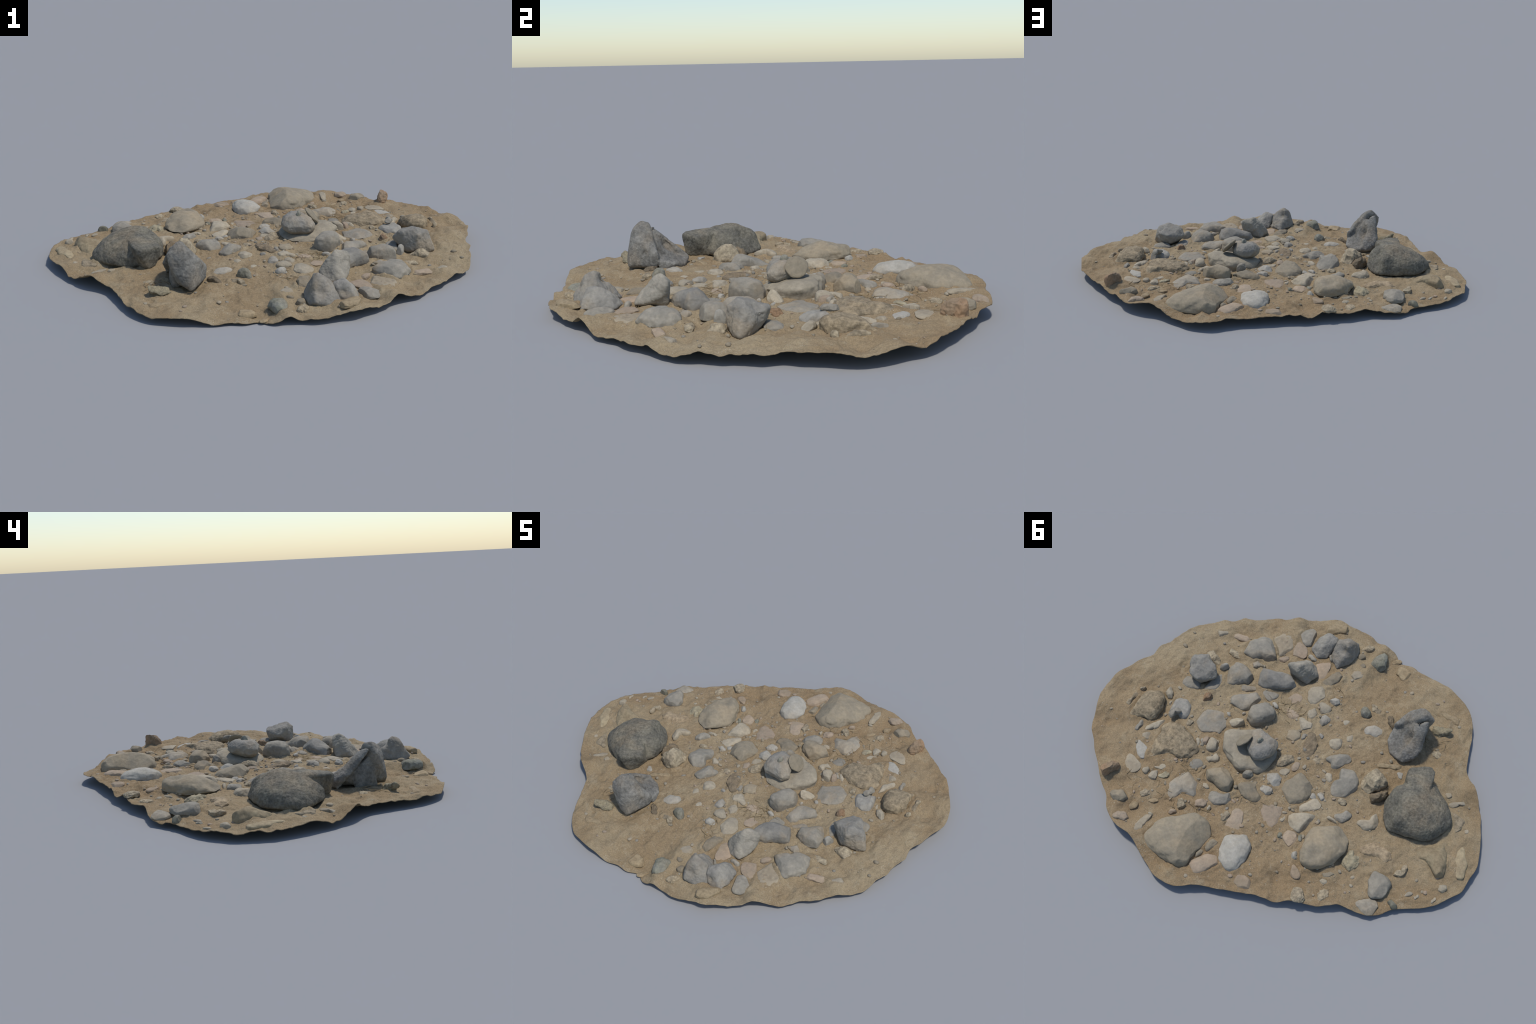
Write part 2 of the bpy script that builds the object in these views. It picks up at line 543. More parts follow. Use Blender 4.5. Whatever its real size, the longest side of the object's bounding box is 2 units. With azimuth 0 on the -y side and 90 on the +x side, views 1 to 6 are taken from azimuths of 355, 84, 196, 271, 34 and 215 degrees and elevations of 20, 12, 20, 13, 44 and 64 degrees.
stone("pebble", "pale", at=(0.647, 0.312), sand=0.047, top=0.062, plan=[23, 21, 20, 28, 20, 21, 22, 22], square=2.6)
stone("stone", "white", at=(0.619, 0.386), sand=0.047, top=0.062, plan=[40, 26, 24, 28, 45, 58, 43, 34, 29, 29, 37, 64], square=2.15)
stone("boulder", "rough", at=(0.514, 0.264), sand=0.046, top=0.086, plan=[94, 90, 97, 115, 141, 83, 64, 68, 91, 111, 117, 123, 110, 101, 97, 96, 101, 109, 111, 108], facets=3, square=2.15)
stone("cobble", "grey", at=(0.439, 0.066), sand=0.045, top=0.066, plan=[79, 73, 74, 79, 87, 70, 67, 79, 73, 76, 85, 83, 76, 66, 71, 84], square=2.15)
stone("stone", "pale", at=(0.353, 0.164), sand=0.045, top=0.085, plan=[29, 29, 37, 39, 34, 33, 35, 33, 31, 34, 42, 36], square=2.2)
stone("pebble", "pink", at=(0.392, 0.171), sand=0.045, top=0.078, plan=[20, 19, 24, 28, 14, 15, 30, 26], square=2.2)
stone("pebble", "grey", at=(0.402, 0.184), sand=0.045, top=0.075, plan=[14, 9, 11, 27, 4, 4, 9, 28], square=2.2)
stone("pebble", "pale", at=(0.423, 0.191), sand=0.045, top=0.068, plan=[20, 11, 13, 31, 15, 11, 15, 26], square=2.2)
stone("pebble", "rough_pale", at=(0.521, 0.137), sand=0.046, top=0.065, plan=[15, 19, 24, 20, 15, 20, 23, 21], square=2.2)
stone("pebble", "white", at=(0.577, -0.217), sand=0.042, top=0.092, plan=[16, 30, 20, 14, 18, 28, 22, 16], square=2.2)
stone("cobble", "grey", at=(0.493, -0.226), sand=0.041, top=0.098, plan=[62, 64, 73, 79, 67, 52, 47, 54, 85, 76, 62, 58, 61, 72, 75, 65], slope=(0, -0.1), square=2.15)
stone("flat_stone", "grey", at=(0.416, -0.196), sand=0.042, top=0.057, plan=[27, 52, 33, 25, 20, 21, 27, 50, 32, 19, 15, 16], square=2.6)
stone("cobble", "grey", at=(0.501, -0.415), sand=0.037, top=0.088, plan=[81, 96, 92, 76, 67, 58, 54, 90, 95, 82, 73, 72, 87, 78, 71, 72], square=2.4)
stone("cobble", "pale", at=(0.435, -0.527), sand=0.033, top=0.048, plan=[63, 60, 55, 56, 66, 85, 67, 59, 56, 53, 56, 67, 77, 72, 66, 63], dents=((0.035, 0, 0.012, 0.006), (0.012, 0, 0.012, 0.006), (-0.012, 0.003, 0.012, 0.006), (-0.035, 0.005, 0.012, 0.006)), square=2.15)
stone("cobble", "grey", at=(0.358, -0.630), sand=0.032, top=0.058, plan=[46, 50, 44, 46, 56, 53, 42, 43, 53, 56, 54, 46], square=2.15)
stone("flat_stone", "pink", at=(0.341, -0.538), sand=0.037, top=0.046, plan=[39, 36, 42, 56, 52, 50, 44, 39, 37, 43, 57, 55], square=2.6)
stone("cobble", "blue", at=(0.325, -0.311), sand=0.040, top=0.105, plan=[101, 106, 102, 79, 60, 52, 54, 67, 80, 111, 109, 72, 54, 45, 47, 61], slope=(0.12, 0.25), square=2.6)
stone("pebble", "grey", at=(0.461, -0.331), sand=0.041, top=0.063, plan=[27, 21, 25, 14, 20, 22, 19, 28], square=2.2)
stone("flat_stone", "grey", at=(0.304, -0.231), sand=0.043, top=0.058, plan=[42, 40, 31, 32, 38, 36, 36, 44, 44, 28, 22, 24], square=2.6)
stone("cobble", "grey", at=(0.377, -0.127), sand=0.045, top=0.080, plan=[57, 83, 80, 66, 58, 54, 53, 53, 58, 69, 82, 83, 56, 41, 39, 43], square=2.15)
stone("cobble", "grey", at=(0.266, -0.104), sand=0.045, top=0.122, plan=[59, 71, 74, 70, 69, 58, 49, 48, 54, 71, 73, 70, 67, 56, 50, 53], square=2.8, facets=3)
stone("pebble", "white", at=(0.246, -0.196), sand=0.044, top=0.063, plan=[21, 11, 11, 20, 19, 12, 13, 19], square=2.2)
stone("pebble", "white", at=(0.341, -0.065), sand=0.045, top=0.063, plan=[8, 11, 9, 7, 10, 10, 10, 7], square=2.2)
stone("pebble", "white", at=(0.400, -0.018), sand=0.045, top=0.060, plan=[15, 11, 12, 13, 15, 11, 12, 13], square=2.2)
stone("stone", "pale", at=(0.338, -0.005), sand=0.045, top=0.076, plan=[32, 39, 38, 28, 25, 27, 32, 42, 36, 27, 26, 27], slope=(-0.8, 0), square=2.2)
stone("boulder", "pale", at=(0.190, 0.081), sand=0.042, top=0.098, plan=[148, 142, 132, 118, 110, 114, 120, 121, 135, 131, 132, 131, 132, 135, 127, 117, 114, 113, 117, 134], slope=(0.1, 0.16), square=3.5, facets=0)
stone("flat_stone", "pink", at=(0.193, -0.287), sand=0.044, top=0.050, plan=[30, 40, 38, 33, 28, 28, 32, 37, 38, 34, 30, 28], square=2.6)
stone("flat_stone", "pale", at=(0.119, -0.365), sand=0.044, top=0.062, plan=[45, 40, 47, 59, 57, 41, 47, 45, 48, 61, 55, 50], square=2.6)
stone("pebble", "white", at=(0.023, -0.389), sand=0.043, top=0.069, plan=[28, 25, 20, 24, 27, 26, 21, 23], square=2.2)
stone("stone", "pale", at=(0.041, -0.325), sand=0.046, top=0.072, plan=[35, 31, 32, 36, 31, 30, 35, 37, 29, 27, 30, 37], square=2.15)
stone("flat_stone", "pink", at=(0.154, -0.207), sand=0.046, top=0.055, plan=[39, 28, 25, 26, 28, 32, 37, 35, 25, 22, 24, 37], square=2.6)
stone("flat_stone", "pale", at=(0.073, -0.267), sand=0.047, top=0.062, plan=[24, 31, 33, 34, 31, 26, 24, 27, 34, 39, 27, 23], square=2.6)
stone("pebble", "white", at=(-0.000, -0.271), sand=0.049, top=0.072, plan=[22, 24, 33, 38, 26, 23, 23, 28, 36, 35, 31, 26], square=2.15)
stone("flat_stone", "pale", at=(0.064, -0.194), sand=0.049, top=0.068, plan=[40, 33, 34, 36, 33, 35, 41, 46, 31, 26, 28, 45], square=2.6)
stone("stone", "tan", at=(0.104, -0.494), sand=0.036, top=0.063, plan=[30, 38, 67, 61, 35, 30, 33, 44, 61, 61, 40, 31], square=2.15)
stone("flat_stone", "pink", at=(0.182, -0.510), sand=0.039, top=0.048, plan=[46, 40, 38, 48, 63, 41, 33, 34, 45, 61, 48, 44], square=2.6)
stone("flat_stone", "tan", at=(0.071, -0.108), sand=0.051, top=0.070, plan=[41, 38, 39, 37, 35, 40, 41, 38, 40, 37, 35, 38], square=2.6)
stone("pebble", "grey", at=(0.028, -0.135), sand=0.053, top=0.071, plan=[11, 12, 22, 15, 11, 12, 23, 16], square=2.2)
stone("cobble", "brown", at=(-0.026, -0.109), sand=0.056, top=0.076, plan=[32, 31, 38, 67, 63, 47, 37, 35, 39, 54, 81, 42], slope=(0, -0.3), square=2.15)
stone("pebble", "blue", at=(-0.037, -0.190), sand=0.052, top=0.067, plan=[16, 10, 11, 16, 14, 12, 11, 14], square=2.2)
stone("stone", "pale", at=(-0.119, -0.199), sand=0.053, top=0.074, plan=[36, 35, 34, 35, 36, 35, 31, 31, 38, 36, 30, 32], square=2.2)
stone("pebble", "pale", at=(-0.091, -0.325), sand=0.047, top=0.058, plan=[18, 19, 22, 15, 14, 22, 19, 15], square=2.6)
stone("pebble", "pale", at=(-0.157, -0.260), sand=0.051, top=0.062, plan=[20, 18, 21, 23, 14, 18, 26, 19], square=2.6)
stone("flat_stone", "pink", at=(0.632, -0.422), sand=0.035, top=0.047, plan=[46, 40, 25, 20, 20, 27, 42, 46, 23, 18, 18, 25], square=2.6)
stone("pebble", "pale", at=(0.722, -0.388), sand=0.032, top=0.047, plan=[26, 34, 23, 16, 22, 40, 20, 18], square=2.6)
stone("flat_stone", "rough_pale", at=(0.592, -0.322), sand=0.038, top=0.049, plan=[44, 24, 19, 24, 39, 29, 19, 22], square=2.6)
stone("pebble", "pink", at=(0.376, -0.448), sand=0.034, top=0.046, plan=[18, 34, 21, 16, 19, 32, 22, 15], square=2.6)
stone("pebble", "grey", at=(0.266, -0.536), sand=0.032, top=0.054, plan=[26, 13, 11, 20, 28, 13, 12, 23], square=2.2)
stone("pebble", "grey", at=(0.188, -0.591), sand=0.040, top=0.062, plan=[10, 7, 10, 21, 8, 7, 12, 18], square=2.2)
stone("pebble", "rough_pale", at=(0.068, -0.761), sand=0.025, top=0.048, plan=[22, 36, 21, 16, 22, 33, 20, 20], square=2.2)
stone("cobble", "green", at=(-0.023, -0.730), sand=0.022, top=0.062, plan=[37, 41, 55, 48, 55, 50, 36, 35, 44, 57, 56, 42], square=2.2)
stone("pebble", "tan", at=(0.069, -0.695), sand=0.028, top=0.051, plan=[20, 24, 22, 19, 20, 26, 21, 21], square=2.2)
stone("pebble", "tan", at=(0.029, -0.654), sand=0.031, top=0.049, plan=[18, 20, 15, 14, 23, 16, 16, 18], square=2.2)
stone("flat_stone", "pale", at=(0.023, -0.592), sand=0.034, top=0.049, plan=[32, 33, 36, 34, 33, 29, 30, 36, 37, 32, 32, 35], square=2.6)
stone("flat_stone", "sandy", at=(-0.151, -0.751), sand=0.015, top=0.033, plan=[47, 38, 30, 32, 42, 41, 41, 42, 36, 33, 35, 41], square=2.6)
stone("pebble", "sandy", at=(-0.084, -0.794), sand=0.006, top=0.014, plan=[18, 29, 16, 15, 20, 29, 19, 15], square=2.6)
stone("pebble", "green", at=(-0.138, -0.427), sand=0.040, top=0.085, plan=[30, 27, 26, 29, 31, 33, 32, 27, 23, 25, 34, 34], square=2.2)
stone("flat_stone", "rough_pale", at=(-0.169, -0.479), sand=0.038, top=0.056, plan=[34, 25, 22, 27, 40, 8, 6, 28], square=2.6)
stone("pebble", "brown", at=(-0.262, -0.465), sand=0.042, top=0.064, plan=[16, 15, 25, 42, 15, 13, 23, 36], square=2.15)
stone("flat_stone", "white", at=(-0.223, -0.368), sand=0.045, top=0.066, plan=[42, 46, 44, 33, 32, 38, 42, 50, 39, 33, 34, 39], square=2.15)
stone("flat_stone", "sandy", at=(-0.485, -0.665), sand=0.032, top=0.041, plan=[68, 32, 20, 19, 23, 35, 58, 49, 23, 18, 18, 26], square=2.6)
stone("pebble", "rough_pale", at=(-0.541, -0.448), sand=0.041, top=0.050, plan=[28, 24, 18, 24, 27, 24, 25, 21], square=2.6)
stone("stone", "ochre", at=(0.659, 0.558), sand=0.053, top=0.117, plan=[25, 40, 47, 45, 29, 22, 23, 35, 48, 42, 29, 21], slope=(0, 0.4), facets=2, square=2.2)
stone("flat_stone", "pale", at=(0.602, 0.475), sand=0.051, top=0.056, plan=[41, 36, 43, 48, 44, 47, 49, 47, 38, 35, 46, 61], square=2.6)
stone("stone", "tan", at=(0.538, 0.639), sand=0.051, top=0.082, plan=[45, 47, 37, 34, 36, 36, 36, 48, 43, 33, 29, 32], square=2.15)
stone("stone", "pink", at=(0.464, 0.712), sand=0.049, top=0.072, plan=[37, 41, 30, 20, 20, 27, 43, 35, 30, 27, 25, 28], square=2.15)
stone("flat_stone", "pale", at=(0.361, 0.687), sand=0.059, top=0.073, plan=[22, 25, 38, 59, 42, 18, 15, 19, 31, 70, 35, 24], square=2.6)
stone("boulder", "tan", at=(0.184, 0.636), sand=0.040, top=0.116, plan=[128, 144, 165, 145, 124, 117, 124, 139, 134, 112, 110, 124, 150, 150, 150, 142, 122, 108, 104, 116], square=2.5, slope=(-0.12, 0), facets=1)
stone("cobble", "grey", at=(0.333, 0.420), sand=0.046, top=0.074, plan=[68, 72, 75, 90, 81, 43, 38, 58, 97, 82, 72, 66, 68, 80, 75, 67], slope=(0, -0.15), square=2.15)
stone("cobble", "tan", at=(0.210, 0.287), sand=0.045, top=0.107, plan=[74, 97, 50, 39, 39, 47, 64, 84, 85, 64, 53, 52, 58, 66, 62, 63], square=2.15)
stone("cobble", "grey", at=(0.148, 0.361), sand=0.046, top=0.069, plan=[58, 63, 54, 42, 32, 32, 44, 65, 64, 28, 24, 31], square=2.15)
stone("flat_stone", "pink", at=(0.211, 0.440), sand=0.049, top=0.068, plan=[25, 34, 22, 20, 29, 32, 25, 21], square=2.6)
stone("pebble", "pink", at=(0.289, 0.553), sand=0.053, top=0.068, plan=[15, 19, 15, 11, 13, 22, 12, 11], square=2.2)
stone("pebble", "rough_pale", at=(0.278, 0.500), sand=0.050, top=0.073, plan=[22, 21, 27, 29, 25, 22, 22, 35], square=2.15)
stone("pebble", "rough_pale", at=(0.453, 0.554), sand=0.049, top=0.064, plan=[22, 24, 23, 18, 22, 26, 19, 24], square=2.6)
stone("pebble", "pale", at=(0.485, 0.458), sand=0.045, top=0.057, plan=[21, 24, 24, 29, 20, 21, 30, 24], square=2.6)
stone("pebble", "lichen", at=(0.441, 0.427), sand=0.044, top=0.056, plan=[16, 30, 20, 18, 20, 25, 25, 15], square=2.6)
stone("pebble", "pale", at=(0.528, 0.459), sand=0.049, top=0.064, plan=[18, 18, 18, 21, 14, 18, 20, 16], square=2.6)
stone("pebble", "tan", at=(0.041, 0.571), sand=0.044, top=0.070, plan=[19, 25, 38, 23, 21, 29, 35, 25], square=2.15)
stone("pebble", "tan", at=(0.063, 0.638), sand=0.044, top=0.062, plan=[11, 20, 24, 15, 14, 20, 28, 13], square=2.2)
stone("cobble", "pink", at=(0.011, 0.659), sand=0.045, top=0.068, plan=[47, 61, 72, 72, 65, 49, 41, 40, 45, 64, 72, 71, 66, 50, 43, 42], square=2.15)
stone("pebble", "pale", at=(0.489, 0.402), sand=0.048, top=0.054, plan=[30, 27, 16, 18, 26, 33, 14, 14], square=2.6)
stone("flat_stone", "grey", at=(0.353, 0.291), sand=0.046, top=0.055, plan=[31, 37, 34, 30, 29, 32, 33, 33, 33, 32, 33, 31], square=2.6)
stone("flat_stone", "pale", at=(0.309, 0.217), sand=0.045, top=0.064, plan=[13, 47, 23, 19, 26, 35, 35, 14], square=2.6)
stone("pebble", "pale", at=(0.245, 0.355), sand=0.045, top=0.060, plan=[22, 16, 14, 16, 23, 16, 14, 18], square=2.6)
stone("pebble", "sandy", at=(0.457, 0.633), sand=0.048, top=0.054, plan=[16, 21, 26, 19, 20, 21, 25, 20], square=2.6)
stone("pebble", "sandy", at=(0.400, 0.560), sand=0.047, top=0.053, plan=[14, 25, 14, 13, 16, 28, 13, 10], square=2.6)
stone("pebble", "pale", at=(0.165, 0.433), sand=0.046, top=0.061, plan=[8, 11, 16, 10, 8, 12, 15, 11], square=2.2)
stone("cobble", "tan", at=(0.067, 0.253), sand=0.048, top=0.082, plan=[69, 62, 50, 45, 44, 47, 57, 73, 69, 48, 40, 42, 59, 57, 57, 61], square=2.15)
stone("stone", "white", at=(0.008, 0.134), sand=0.050, top=0.075, plan=[44, 40, 33, 32, 39, 44, 36, 35, 42, 36, 33, 38], square=2.15)
stone("flat_stone", "white", at=(0.007, 0.202), sand=0.050, top=0.069, plan=[34, 26, 21, 28, 31, 32, 23, 23], square=2.6)
stone("pebble", "grey", at=(0.118, 0.192), sand=0.048, top=0.098, plan=[23, 28, 23, 21, 24, 28, 24, 19], square=2.2)
stone("cobble", "tan", at=(-0.112, 0.117), sand=0.047, top=0.088, plan=[70, 69, 71, 77, 87, 90, 73, 65, 65, 71, 78, 75, 81, 90, 74, 68], slope=(0, -0.3), square=2.15)
stone("stone", "pale", at=(-0.208, 0.142), sand=0.045, top=0.058, plan=[29, 42, 63, 35, 28, 28, 36, 56, 50, 47, 32, 27], square=2.15)
stone("cobble", "pale", at=(-0.221, 0.231), sand=0.045, top=0.078, plan=[60, 69, 60, 57, 59, 61, 53, 48, 50, 58, 70, 70, 53, 45, 44, 48], square=2.15)
stone("flat_stone", "pink", at=(-0.085, 0.281), sand=0.046, top=0.057, plan=[57, 48, 45, 53, 68, 60, 49, 47, 54, 55, 59, 65], square=2.6)
stone("pebble", "pale", at=(-0.148, 0.272), sand=0.044, top=0.059, plan=[9, 18, 19, 10, 9, 14, 19, 9], square=2.2)
stone("flat_stone", "pink", at=(-0.229, 0.330), sand=0.046, top=0.061, plan=[35, 34, 33, 34, 43, 40, 33, 32, 37, 39, 40, 41], square=2.6)
stone("pebble", "green", at=(-0.182, 0.345), sand=0.044, top=0.059, plan=[11, 12, 16, 15, 11, 13, 15, 16], square=2.2)
stone("pebble", "green", at=(-0.266, 0.301), sand=0.044, top=0.059, plan=[13, 11, 16, 20, 10, 10, 24, 19], square=2.2)
stone("boulder", "tan", at=(-0.378, 0.280), sand=0.044, top=0.120, plan=[99, 95, 99, 117, 133, 129, 116, 102, 93, 91, 94, 100, 110, 121, 128, 126, 111, 103, 100, 98], square=2.0, slope=(0, 0.2), facets=2, dents=((0.0, 0.06, 0.035, 0.02),))
stone("cobble", "white", at=(-0.064, 0.536), sand=0.044, top=0.089, plan=[74, 71, 73, 80, 91, 100, 88, 71, 67, 67, 75, 91, 96, 87, 85, 84], facets=1, square=2.2)
stone("flat_stone", "pink", at=(0.027, 0.412), sand=0.045, top=0.058, plan=[42, 45, 65, 55, 47, 57, 48, 45, 53, 62, 63, 49], square=2.6)
stone("pebble", "rough_pale", at=(0.075, 0.426), sand=0.044, top=0.070, plan=[15, 20, 38, 21, 15, 20, 38, 22], square=2.2)
stone("pebble", "white", at=(-0.296, 0.388), sand=0.049, top=0.071, plan=[15, 15, 18, 24, 13, 12, 21, 19], square=2.2)
stone("flat_stone", "pink", at=(-0.345, 0.450), sand=0.051, top=0.062, plan=[28, 26, 26, 27, 32, 36, 31, 24, 22, 27, 37, 34], square=2.6)
stone("cobble", "grey", at=(-0.179, -0.130), sand=0.051, top=0.086, plan=[49, 62, 44, 53, 46, 39, 39, 60, 59, 47, 40, 40], square=2.15)
stone("cobble", "grey", at=(-0.276, -0.044), sand=0.046, top=0.088, plan=[35, 57, 70, 81, 83, 67, 63, 69, 65, 63, 67, 71, 77, 83, 79, 48], slope=(0, -0.35), square=2.8, dents=((0.02, -0.035, 0.018, 0.015),))
stone("pebble", "pale", at=(-0.194, -0.032), sand=0.048, top=0.063, plan=[22, 19, 21, 34, 19, 16, 23, 32], square=2.6)
stone("stone", "rough_pale", at=(0.025, 0.026), sand=0.057, top=0.079, plan=[29, 35, 55, 40, 27, 24, 28, 41, 48, 34, 32, 31], square=2.15)
stone("pebble", "rough_pale", at=(-0.098, -0.065), sand=0.054, top=0.066, plan=[26, 24, 25, 20, 23, 29, 19, 22], square=2.6)
stone("pebble", "pink", at=(-0.035, 0.020), sand=0.057, top=0.066, plan=[18, 22, 27, 21, 18, 19, 32, 20], square=2.6)
stone("pebble", "pale", at=(-0.007, 0.073), sand=0.053, top=0.062, plan=[20, 28, 21, 21, 20, 27, 23, 16], square=2.6)
stone("stone", "grey", at=(-0.364, 0.093), sand=0.044, top=0.067, plan=[24, 44, 41, 39, 30, 27, 30, 38, 42, 42, 22, 19], square=2.15)
stone("pebble", "pale", at=(-0.328, 0.138), sand=0.044, top=0.062, plan=[28, 13, 8, 10, 29, 12, 8, 10], square=2.2)
stone("stone", "lichen", at=(-0.514, 0.252), sand=0.038, top=0.060, plan=[32, 38, 43, 48, 56, 44, 38, 39, 46, 30, 63, 36], square=2.15)
stone("pebble", "rough_pale", at=(-0.316, 0.034), sand=0.045, top=0.060, plan=[25, 18, 15, 22, 22, 22, 15, 18], square=2.6)
stone("pebble", "white", at=(-0.222, 0.071), sand=0.045, top=0.057, plan=[24, 13, 14, 22, 23, 15, 12, 18], square=2.6)
stone("pebble", "white", at=(-0.190, 0.093), sand=0.045, top=0.056, plan=[13, 18, 16, 16, 18, 13, 16, 19], square=2.6)
stone("cobble", "rough_pale", at=(-0.383, -0.131), sand=0.044, top=0.119, plan=[48, 53, 63, 67, 65, 58, 46, 44, 54, 69, 56, 55, 62, 66, 57, 49], square=2.2)
stone("stone", "brown", at=(-0.441, -0.089), sand=0.045, top=0.095, plan=[32, 40, 45, 45, 32, 27, 29, 38, 48, 42, 32, 29], square=2.2)
stone("stone", "pale", at=(-0.481, 0.049), sand=0.044, top=0.074, plan=[21, 61, 48, 44, 37, 35, 39, 46, 59, 57, 19, 16], square=2.15)
dark_dome = stone("boulder", "dark", at=(-0.627, -0.126), sand=0.044, top=0.170, plan=[147, 150, 159, 166, 161, 138, 139, 147, 153, 153, 159, 164, 154, 148, 147, 156, 156, 150, 150, 149], square=1.9, lump=0.5, facets=1, belly=0.062, slope=(0.15, 0.08), mesh_only=True)
knob = block([
    (-0.499, -0.225, 0.142), (-0.490, -0.268, 0.138), (-0.488, -0.255, 0.112), (-0.531, -0.300, 0.145),
    (-0.572, -0.325, 0.140), (-0.608, -0.284, 0.146), (-0.596, -0.310, 0.146), (-0.629, -0.205, 0.150),
    (-0.540, -0.170, 0.150), (-0.600, -0.165, 0.160), (-0.572, -0.155, 0.160), (-0.575, -0.320, 0.108), (-0.545, -0.308, 0.050), (-0.510, -0.270, 0.050),
    (-0.500, -0.210, 0.050), (-0.600, -0.240, 0.060)])
fused_stone("boulder", "dark", [], extra=join_meshes(dark_dome, knob), smooth=9, grow=0.003)
stone("cobble", "rough_tan", at=(-0.586, 0.141), sand=0.041, top=0.063, plan=[77, 80, 70, 39, 29, 28, 34, 71, 79, 75, 63, 49, 41, 39, 43, 59], square=2.15)
stone("cobble", "sandstone", at=(-0.812, 0.017), sand=0.039, top=0.082, plan=[87, 92, 52, 42, 43, 59, 102, 82, 69, 61, 61, 71, 91, 60, 56, 63], slope=(-0.2, 0.25), square=2.15)
stone("flat_stone", "sandstone", at=(-0.922, -0.040), sand=0.038, top=0.053, plan=[30, 30, 35, 50, 89, 48, 36, 33, 34, 45, 91, 40], square=2.6)
stone("flat_stone", "rough_pale", at=(-0.807, -0.200), sand=0.045, top=0.054, plan=[37, 28, 27, 36, 61, 40, 34, 35, 36, 37, 47, 50], square=2.6)
stone("pebble", "pale", at=(-0.699, -0.296), sand=0.043, top=0.052, plan=[16, 16, 16, 16, 15, 19, 16, 15], square=2.6)
stone("pebble", "pale", at=(-0.865, -0.187), sand=0.044, top=0.052, plan=[12, 10, 13, 11, 11, 11, 13, 11], square=2.6)
stone("pebble", "pale", at=(-0.766, -0.290), sand=0.036, top=0.044, plan=[21, 53, 5, 3, 5, 41, 19, 14], square=2.6)
stone("pebble", "white", at=(-0.459, -0.245), sand=0.047, top=0.056, plan=[18, 12, 15, 22, 13, 14, 18, 19], square=2.6)
stone("pebble", "rough_pale", at=(-0.729, 0.154), sand=0.038, top=0.053, plan=[5, 36, 35, 23, 18, 23, 38, 11], square=2.6)
stone("cobble", "grey", at=(-0.682, 0.273), sand=0.032, top=0.079, plan=[53, 47, 49, 61, 75, 68, 65, 56, 50, 53, 62, 62, 62, 64, 68, 68], square=2.15)
stone("cobble", "grey", at=(-0.692, 0.377), sand=0.026, top=0.049, plan=[54, 56, 44, 42, 45, 48, 55, 50, 46, 37, 44, 47], square=2.15)
stone("flat_stone", "rough_pale", at=(-0.505, 0.460), sand=0.039, top=0.050, plan=[20, 28, 33, 25, 23, 32, 37, 27], square=2.6)
stone("flat_stone", "rough_pale", at=(-0.420, 0.531), sand=0.052, top=0.067, plan=[36, 32, 32, 34, 33, 39, 36, 28, 28, 35, 40, 37], square=2.6)
stone("pebble", "tan", at=(-0.472, 0.369), sand=0.042, top=0.057, plan=[14, 37, 19, 14, 16, 32, 19, 12], square=2.6)
stone("pebble", "pale", at=(-0.474, 0.406), sand=0.040, top=0.052, plan=[24, 22, 15, 14, 22, 24, 13, 14], square=2.6)
stone("pebble", "green", at=(-0.781, 0.306), sand=0.026, top=0.053, plan=[26, 16, 18, 23, 26, 18, 15, 24], square=2.2)
stone("pebble", "pale", at=(-0.849, 0.215), sand=0.032, top=0.043, plan=[6, 13, 14, 6, 7, 15, 14, 6], square=2.6)
stone("pebble", "pale", at=(-0.812, 0.224), sand=0.032, top=0.041, plan=[12, 24, 14, 11, 13, 22, 14, 9], square=2.6)
stone("pebble", "pale", at=(-0.921, 0.111), sand=0.036, top=0.055, plan=[21, 21, 24, 20, 19, 26, 21, 20], square=2.6)
stone("pebble", "pale", at=(-0.918, 0.181), sand=0.031, top=0.040, plan=[6, 11, 16, 7, 7, 12, 18, 6], square=2.6)
stone("flat_stone", "pink", at=(-0.182, 0.629), sand=0.045, top=0.054, plan=[50, 41, 32, 32, 38, 43, 41, 41, 38, 34, 34, 38], square=2.6)
stone("flat_stone", "sandy", at=(-0.382, -0.248), sand=0.045, top=0.054, plan=[28, 65, 23, 13, 11, 12, 21, 78, 24, 14, 13, 15], square=2.6)
stone("pebble", "green", at=(0.152, 0.052), sand=0.140, top=0.180, plan=[13, 16, 20, 13, 13, 18, 18, 14], square=2.2)
stone("flat_stone", "sandy", at=(0.259, -0.755), sand=0.048, top=0.065, plan=[44, 54, 65, 36, 29, 30, 41, 65, 49, 37, 35, 38], square=2.6)
stone("shell", "grey", at=(0.603, 0.144), sand=0.086, top=0.101, plan=[18, 31, 41, 8, 7, 33, 29, 16], square=2.15)
stone("pebble", "pale", at=(0.668, 0.104), sand=0.046, top=0.061, plan=[7, 8, 16, 14, 7, 7, 15, 13], square=2.2)
TOP_STONE_PLAN = [67, 63, 68, 72, 88, 77, 72, 74, 76, 78, 65, 60, 87, 91]

